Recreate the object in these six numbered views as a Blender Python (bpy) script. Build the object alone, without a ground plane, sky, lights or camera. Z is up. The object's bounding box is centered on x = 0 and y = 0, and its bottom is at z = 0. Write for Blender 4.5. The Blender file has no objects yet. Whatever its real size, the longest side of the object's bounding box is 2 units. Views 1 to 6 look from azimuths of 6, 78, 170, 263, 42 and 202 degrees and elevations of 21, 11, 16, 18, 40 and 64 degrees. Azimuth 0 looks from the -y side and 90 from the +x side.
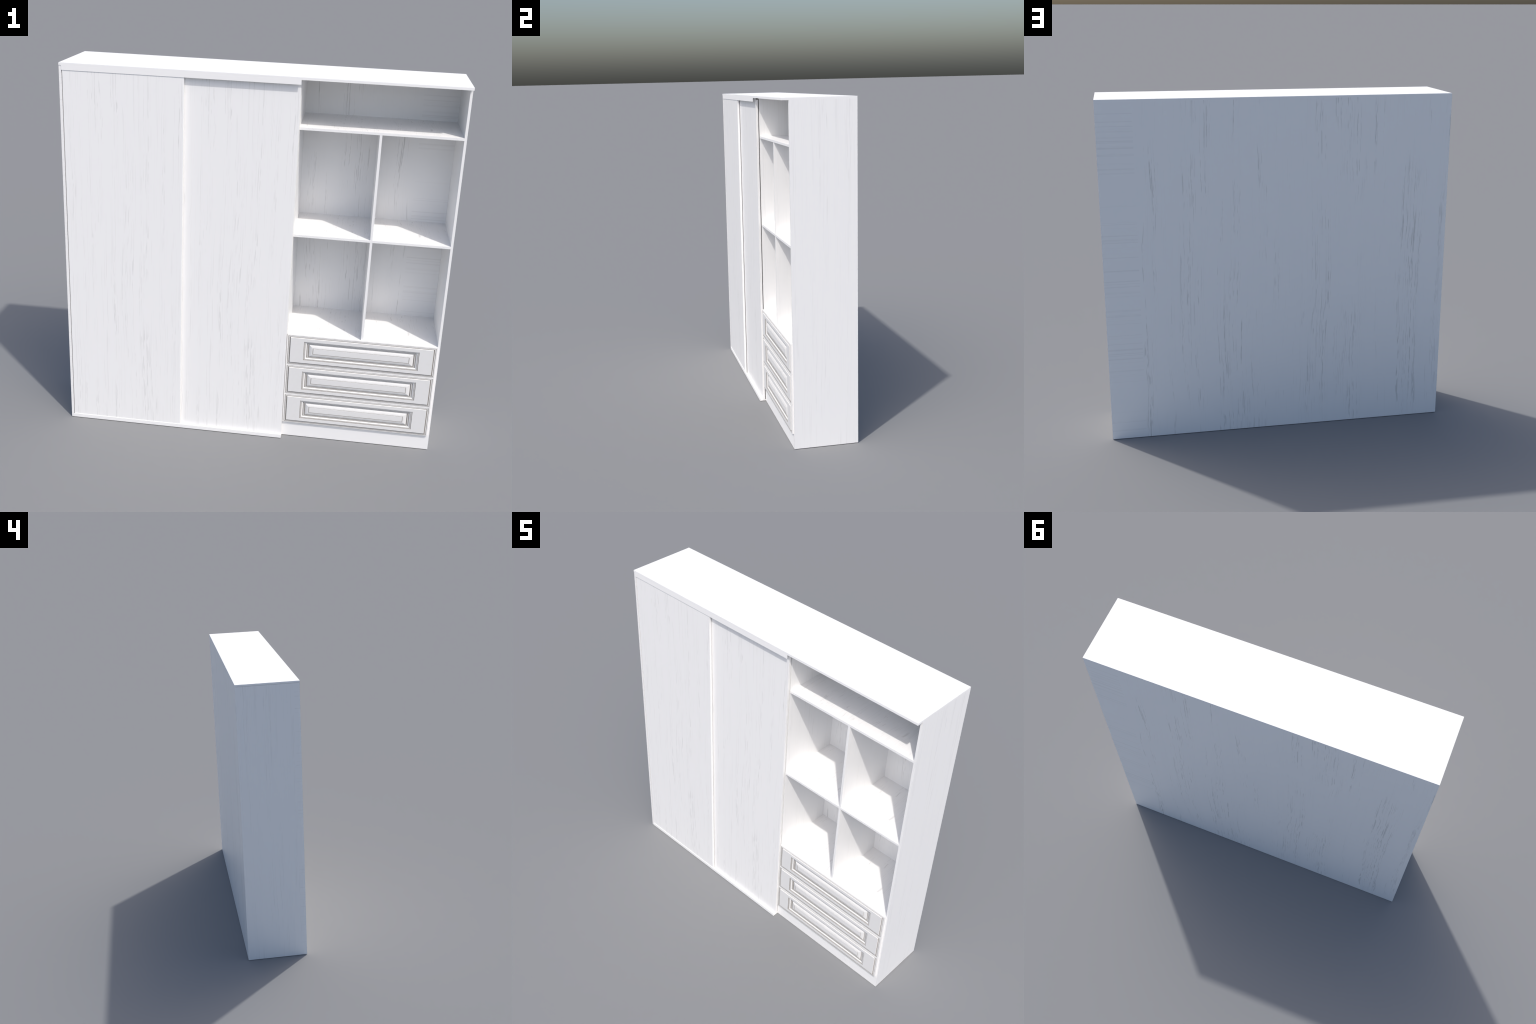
"""White wood-grain wardrobe: two sliding doors on the left, an open bay with
shelves and three raised-panel drawers on the right."""
import bpy
import bmesh

# ----------------------------------------------------------------- dimensions
T = 0.0125                      # board thickness
X0, X1 = -1.0, 1.0              # outer sides
YF, YB = -0.2105, 0.2105        # front of the top panel / back of the carcass
YC = -0.1705                    # front plane of the open bay
BACK = 0.0040                   # back panel thickness
H = 1.9875                      # total height
ZT = H - T                      # underside of the top panel
BAY0, BAY1 = 0.1950, X1 - T     # inner width of the open bay
PLINTH = 0.0875
YI = YB - BACK                  # front face of the back panel


# ------------------------------------------------------------------ materials
def node(nt, kind, **kw):
    n = nt.nodes.new(kind)
    for k, v in kw.items():
        setattr(n, k, v)
    return n


def math(nt, op, a, b=None, clamp=False):
    n = node(nt, 'ShaderNodeMath', operation=op, use_clamp=clamp)
    for i, v in enumerate((a, b)):
        if v is None:
            continue
        if isinstance(v, (int, float)):
            n.inputs[i].default_value = v
        else:
            nt.links.new(v, n.inputs[i])
    return n.outputs[0]


def combine(nt, a, b, c=0.0):
    n = node(nt, 'ShaderNodeCombineXYZ')
    for i, v in enumerate((a, b, c)):
        if isinstance(v, (int, float)):
            n.inputs[i].default_value = v
        else:
            nt.links.new(v, n.inputs[i])
    return n.outputs[0]


def noise(nt, vec, scale=1.0, detail=2.0, rough=0.5):
    n = node(nt, 'ShaderNodeTexNoise')
    n.inputs['Scale'].default_value = scale
    n.inputs['Detail'].default_value = detail
    n.inputs['Roughness'].default_value = rough
    nt.links.new(vec, n.inputs['Vector'])
    return n.outputs['Fac']


def step(nt, val, lo, hi):
    n = node(nt, 'ShaderNodeMapRange', interpolation_type='SMOOTHSTEP')
    n.inputs['From Min'].default_value = lo
    n.inputs['From Max'].default_value = hi
    nt.links.new(val, n.inputs['Value'])
    return n.outputs['Result']


def new_material(name, rough=0.38):
    m = bpy.data.materials.new(name)
    m.use_nodes = True
    nt = m.node_tree
    bsdf = nt.nodes['Principled BSDF']
    bsdf.inputs['Roughness'].default_value = rough
    bsdf.inputs['Specular IOR Level'].default_value = 0.5
    return m, nt, bsdf


def axes(nt):
    co = node(nt, 'ShaderNodeTexCoord')
    sp = node(nt, 'ShaderNodeSeparateXYZ')
    nt.links.new(co.outputs['Object'], sp.inputs[0])
    return sp.outputs


WHITE = (1.0, 1.0, 1.0, 1)


def ash_wood(name, along, fine=1.0, strength=0.4, length=1.0, seed=0.0, haze=0.35, streaks=0.09, pore=250.0,
             spread=0.0, rough=0.38, wave=0.035, chop=10.0, clamp_band=None):
    """White open-pore ash.  along = axis of the grain; fine = how tightly the
    pores are packed across it; length = how long they are drawn out;
    clamp_band = (axis, limit, sign, amount): a strip along one edge where the
    foil shows fine lines across the board instead of grain."""
    m, nt, bsdf = new_material(name, rough)
    x, y, z = axes(nt)
    if along == 'z':
        u, v = math(nt, 'ADD', x, y), z
    elif along == 'x':
        u, v = math(nt, 'ADD', math(nt, 'MULTIPLY', y, 1.0), z), x
    else:
        u, v = math(nt, 'ADD', x, z), y
    def at(su, sv, du=u, dz=0.0):
        return combine(nt, math(nt, 'MULTIPLY', du, su), math(nt, 'MULTIPLY', v, sv / length), seed + dz)
    # growth lines wander slowly along the board ...
    w1 = noise(nt, at(2.2 * fine, 0.9, dz=1), 1, 1)
    w2 = noise(nt, at(9.0 * fine, 3.5, dz=3), 1, 2)
    uw = math(nt, 'ADD', math(nt, 'MULTIPLY', u, fine),
              math(nt, 'ADD', math(nt, 'MULTIPLY', w1, 0.13), math(nt, 'MULTIPLY', w2, 0.022)))
    # ... and gather open pores into narrow bands
    bmask = step(nt, noise(nt, at(30.0, 0.35, uw, 7), 1, 2, 0.55), 0.50 - spread, 0.60 - spread)
    pmask = step(nt, noise(nt, at(8.0, 2.6, uw, 11), 1, 2), 0.38, 0.58)
    uf = math(nt, 'ADD', u, math(nt, 'ADD', math(nt, 'MULTIPLY', w1, wave), math(nt, 'MULTIPLY', w2, wave * 0.4)))
    # the pores themselves are short, straight dashes along the grain
    # strung along thin growth lines
    line = step(nt, noise(nt, at(pore, 0.8, uf, 17), 1, 1, 0.5), 0.50, 0.62)
    seg = step(nt, noise(nt, at(pore * 0.35, chop, uf, 19), 1, 2, 0.5), 0.42, 0.60)
    dash = math(nt, 'MULTIPLY', line, seg)
    marks = math(nt, 'MULTIPLY', math(nt, 'MULTIPLY', bmask, pmask), dash)
    # faint long streaks and stray pores everywhere
    streak = step(nt, noise(nt, at(110.0, 1.5, u, 23), 1, 2), 0.52, 0.74)
    stray = math(nt, 'MULTIPLY', step(nt, noise(nt, at(pore * 0.9, 0.6, uf, 27), 1, 1), 0.57, 0.68),
                 step(nt, noise(nt, at(pore * 0.2, 6.0, uf, 29), 1, 1), 0.40, 0.62))
    faint = math(nt, 'MAXIMUM', math(nt, 'MULTIPLY', streak, streaks), math(nt, 'MULTIPLY', stray, haze))
    fac = math(nt, 'MULTIPLY', math(nt, 'MAXIMUM', marks, faint), strength, clamp=True)
    if clamp_band:  # streaks copied from a texture-clamping fault, not a mark in the wood
        ax, limit, sign, amount = clamp_band
        c = (x, y, z)[ax]
        inside = step(nt, math(nt, 'MULTIPLY', math(nt, 'SUBTRACT', c, limit), sign), -0.001, 0.001)
        across = noise(nt, combine(nt, 0.0, math(nt, 'MULTIPLY', v, 75.0), seed + 31), 1, 3, 0.6)
        where = step(nt, noise(nt, combine(nt, 0.0, math(nt, 'MULTIPLY', v, 3.0), seed + 37), 1, 1), 0.30, 0.58)
        lines = math(nt, 'MULTIPLY', math(nt, 'MULTIPLY', step(nt, across, 0.52, 0.72), where), amount)
        mx = node(nt, 'ShaderNodeMix', data_type='FLOAT')
        nt.links.new(inside, mx.inputs[0])
        nt.links.new(fac, mx.inputs[2])
        nt.links.new(lines, mx.inputs[3])
        fac = mx.outputs[0]
    mix = node(nt, 'ShaderNodeMix', data_type='RGBA')
    nt.links.new(fac, mix.inputs[0])
    mix.inputs[6].default_value = WHITE
    mix.inputs[7].default_value = (0.30, 0.30, 0.29, 1)
    nt.links.new(mix.outputs[2], bsdf.inputs['Base Color'])
    return m


def paint(name, colour, stain, amount, rough=0.5):
    """Satin paint, brushed with thin streaks of a warm grey glaze."""
    m, nt, bsdf = new_material(name, rough)
    x, y, z = axes(nt)
    v = combine(nt, math(nt, 'MULTIPLY', x, 60.0), math(nt, 'MULTIPLY', y, 500.0), math(nt, 'MULTIPLY', z, 60.0))
    n = step(nt, noise(nt, v, 1, 3, 0.6), 0.40, 0.70)
    mix = node(nt, 'ShaderNodeMix', data_type='RGBA')
    nt.links.new(math(nt, 'MULTIPLY', n, amount), mix.inputs[0])
    mix.inputs[6].default_value = (*colour, 1)
    mix.inputs[7].default_value = (*stain, 1)
    nt.links.new(mix.outputs[2], bsdf.inputs['Base Color'])
    return m


MAT_DOOR = ash_wood('door_ash', 'z', fine=1.25, strength=0.26, length=1.0, seed=1.3, haze=0.50, chop=12.0, streaks=0.05, pore=400.0,
                    spread=0.025)
MAT_SIDE = ash_wood('side_ash', 'z', fine=1.5, strength=0.18, length=1.5, seed=4.1, haze=0.62, streaks=0.07, pore=400.0, spread=0.03)
MAT_SIDE_L = ash_wood('left_side_ash', 'z', fine=1.5, strength=0.18, length=1.5, seed=4.1, haze=0.62, streaks=0.07, pore=400.0, spread=0.03,
                      clamp_band=(1, -0.172, -1, 0.13))
MAT_BACK = ash_wood('back_ash', 'z', fine=0.62, strength=0.42, length=1.1, seed=12.4, haze=0.12, wave=0.07, chop=13.0,
                    streaks=0.02, pore=330.0, spread=0.035,
                    clamp_band=(0, 0.802, 1, 0.15))
MAT_LONG = ash_wood('long_ash', 'x', fine=1.2, strength=0.10, length=2.0, seed=2.2, rough=0.6)
MAT_SHELF = ash_wood('shelf_ash', 'y', fine=0.9, strength=0.26, length=0.30, seed=6.4, rough=0.5)
MAT_PAINT = paint('drawer_paint', (0.870, 0.870, 0.868), (0.78, 0.77, 0.75), 0.10)
MAT_MOULD = paint('moulding_paint', (0.895, 0.893, 0.888), (0.68, 0.66, 0.64), 0.16)
MAT_GLAZE = paint('glazed_groove', (0.38, 0.36, 0.335), (0.27, 0.25, 0.23), 0.6)
MAT_METAL = paint('track_white', (0.98, 0.98, 0.98), (0.9, 0.9, 0.9), 0.2, 0.25)


# ----------------------------------------------------------------- mesh makers
def link(obj, parent):
    bpy.context.scene.collection.objects.link(obj)
    if parent:
        obj.parent = parent
        obj.matrix_parent_inverse.identity()
    return obj


def board(name, lo, hi, mat, parent, chamfer=0.0):
    """A plain rectangular board between two corners; origin at its middle."""
    mid = [(a + b) / 2 for a, b in zip(lo, hi)]
    size = [b - a for a, b in zip(lo, hi)]
    bm = bmesh.new()
    bmesh.ops.create_cube(bm, size=1.0)
    for v in bm.verts:
        for i in range(3):
            v.co[i] *= size[i]
    if chamfer:
        bmesh.ops.bevel(bm, geom=list(bm.edges), offset=chamfer, segments=1, affect='EDGES')
    me = bpy.data.meshes.new(name)
    bm.to_mesh(me)
    bm.free()
    me.materials.append(mat)
    ob = link(bpy.data.objects.new(name, me), parent)
    ob.location = mid
    return ob


def stepped_panel(name, half_w, half_h, profile, mats, parent, back=True, cap=0):
    """Concentric rectangular rings: profile rows are (inset x, inset z, height
    towards the front, material of the band that ends at this ring)."""
    bm = bmesh.new()
    rings = []
    for ix, iz, h, _ in profile:
        a, b = half_w - ix, half_h - iz
        rings.append([bm.verts.new((sx * a, -h, sz * b)) for sx, sz in ((-1, -1), (1, -1), (1, 1), (-1, 1))])
    for k in range(1, len(rings)):
        for i in range(4):
            j = (i + 1) % 4
            f = bm.faces.new((rings[k - 1][i], rings[k - 1][j], rings[k][j], rings[k][i]))
            f.material_index = profile[k][3]
    f = bm.faces.new(rings[-1])
    f.material_index = cap
    if back:
        bm.faces.new(list(reversed(rings[0])))
    bmesh.ops.recalc_face_normals(bm, faces=bm.faces)
    me = bpy.data.meshes.new(name)
    bm.to_mesh(me)
    bm.free()
    for m in mats:
        me.materials.append(m)
    return link(bpy.data.objects.new(name, me), parent)


# --------------------------------------------------------------------- carcass
root = bpy.data.objects.new('wardrobe', None)
bpy.context.scene.collection.objects.link(root)
root['label'] = 'white wood-grain wardrobe with sliding doors, open shelves and drawers'
root['category'] = 'wardrobe'

board('top_panel', (X0, YF, ZT), (X1, YB, H), MAT_LONG, root)
board('side_panel', (X0, YF + 0.0015, 0), (X0 + T, YI, ZT - 0.0012), MAT_SIDE_L, root)
board('side_panel', (X1 - T, YC, 0), (X1, YI, ZT), MAT_SIDE, root)
board('back_panel', (X0, YI, 0), (X1, YB, ZT), MAT_BACK, root)
board('partition', (BAY0 - T, YC - 0.0010, 0), (BAY0, YI, ZT), MAT_SIDE, root)
board('bottom_panel', (X0 + T, YC, 0.0), (BAY0 - T, YI, T), MAT_LONG, root)

# open bay
SHELF_A, SHELF_B, DECK = 1.7390, 1.1845, 0.6232       # upper faces
MIDX = (BAY0 + BAY1) / 2
for top in (SHELF_A, SHELF_B, DECK):
    board('shelf', (BAY0, YC, top - T), (BAY1, YI, top), MAT_SHELF, root)
board('divider', (MIDX - T / 2, YC + 0.0003, SHELF_B), (MIDX + T / 2, YI, SHELF_A - T), MAT_SIDE, root)
board('divider', (MIDX - T / 2, YC + 0.0003, DECK), (MIDX + T / 2, YI, SHELF_B - T), MAT_SIDE, root)
board('plinth', (BAY0, YC, 0), (BAY1, YC + T, PLINTH), MAT_LONG, root)
board('drawer_floor', (BAY0, YC + T, PLINTH - T), (BAY1, YI, PLINTH), MAT_LONG, root)

# ---------------------------------------------------------------- sliding doors
LIP = 0.0020
TRACK_END = 0.1936
board('valance', (X0 + T, YF, 1.9520), (TRACK_END, YF + LIP, ZT), MAT_LONG, root)
board('bottom_lip', (X0 + T, YF, 0.0), (TRACK_END, YF + LIP, 0.0205), MAT_LONG, root)
board('bottom_track', (X0 + T, YF + LIP, 0.0), (TRACK_END, YC, 0.0050), MAT_METAL, root)
board('top_track', (X0 + T, -0.1934, 1.9640), (0.1915, -0.1908, ZT), MAT_METAL, root)

DOOR_W, DOOR_T, DOOR_LO, DOOR_HI = 0.6080, 0.0138, 0.0065, 1.9645
front_door = board('sliding_door', (-0.9838, -0.2081, DOOR_LO),
                   (-0.9838 + DOOR_W, -0.2081 + DOOR_T, DOOR_HI), MAT_DOOR, root, chamfer=0.0004)
rear_door = link(front_door.copy(), root)                 # same board on the rear track
rear_door.location = (0.1928 - DOOR_W / 2, -0.1906 + DOOR_T / 2, front_door.location.z)

# --------------------------------------------------------------------- drawers
PAINT, MOULD, GROOVE = 0, 1, 2
FRAME = [
    (0.0000, 0.0000, 0.0000, MOULD),
    (0.0000, 0.0000, 0.0095, MOULD),
    (0.0005, 0.0005, 0.0100, MOULD),
    (0.0070, 0.0058, 0.0108, MOULD),     # outer flange
    (0.0075, 0.0062, 0.0095, GROOVE),    # glazed line
    (0.0100, 0.0083, 0.0095, GROOVE),
    (0.0105, 0.0087, 0.0102, MOULD),     # fillet
    (0.0138, 0.0114, 0.0106, MOULD),
    (0.0143, 0.0118, 0.0087, GROOVE),    # glazed quirk at the foot of the frame
    (0.0190, 0.0155, 0.0087, GROOVE),
    (0.0199, 0.0163, 0.0129, MOULD),
    (0.0206, 0.0169, 0.0135, MOULD),
    (0.0919, 0.0349, 0.0135, PAINT),     # flat frame
    (0.0925, 0.0354, 0.0105, GROOVE),    # drop into the recess
    (0.0945, 0.0367, 0.0103, GROOVE),
    (0.0950, 0.0371, 0.0111, MOULD),
    (0.0974, 0.0390, 0.0111, MOULD),     # fillet
    (0.0980, 0.0395, 0.0099, GROOVE),
    (0.1002, 0.0409, 0.0099, GROOVE),
    (0.1036, 0.0435, 0.0087, MOULD),     # sloping ovolo
    (0.1076, 0.0464, 0.0055, MOULD),
    (0.1084, 0.0470, 0.0040, GROOVE),
    (0.1116, 0.0492, 0.0040, GROOVE),
    (0.1122, 0.0496, 0.0053, MOULD),     # inner fillet
    (0.1148, 0.0514, 0.0052, MOULD),
    (0.1156, 0.0520, 0.0019, GROOVE),
    (0.1200, 0.0540, 0.0019, GROOVE),    # bottom of the recess
]
PANEL = [
    (0.0000, 0.0000, 0.0019, GROOVE),
    (0.0005, 0.0004, 0.0037, MOULD),
    (0.0060, 0.0050, 0.0067, MOULD),     # hollow rising flank
    (0.0130, 0.0110, 0.0091, MOULD),
    (0.0206, 0.0172, 0.0103, MOULD),
    (0.0210, 0.0176, 0.0091, GROOVE),    # scribed line
    (0.0232, 0.0194, 0.0091, GROOVE),
    (0.0236, 0.0198, 0.0105, MOULD),
]
DRAWER_W = (BAY1 - BAY0) / 2
PITCH = 0.1788
DRAWER_H = PITCH / 2 - 0.0003
mats = [MAT_PAINT, MAT_MOULD, MAT_GLAZE]
frame0 = stepped_panel('drawer', DRAWER_W, DRAWER_H, FRAME, mats, root, cap=GROOVE)
panel0 = stepped_panel('raised_panel', DRAWER_W - 0.1200, DRAWER_H - 0.0540, PANEL, mats, frame0, back=False)
frame0.location = (MIDX, YC, 0.5350)
for k in (1, 2):
    f = link(frame0.copy(), root)
    f.location = (MIDX, YC, 0.5350 - k * PITCH)
    p = link(panel0.copy(), f)
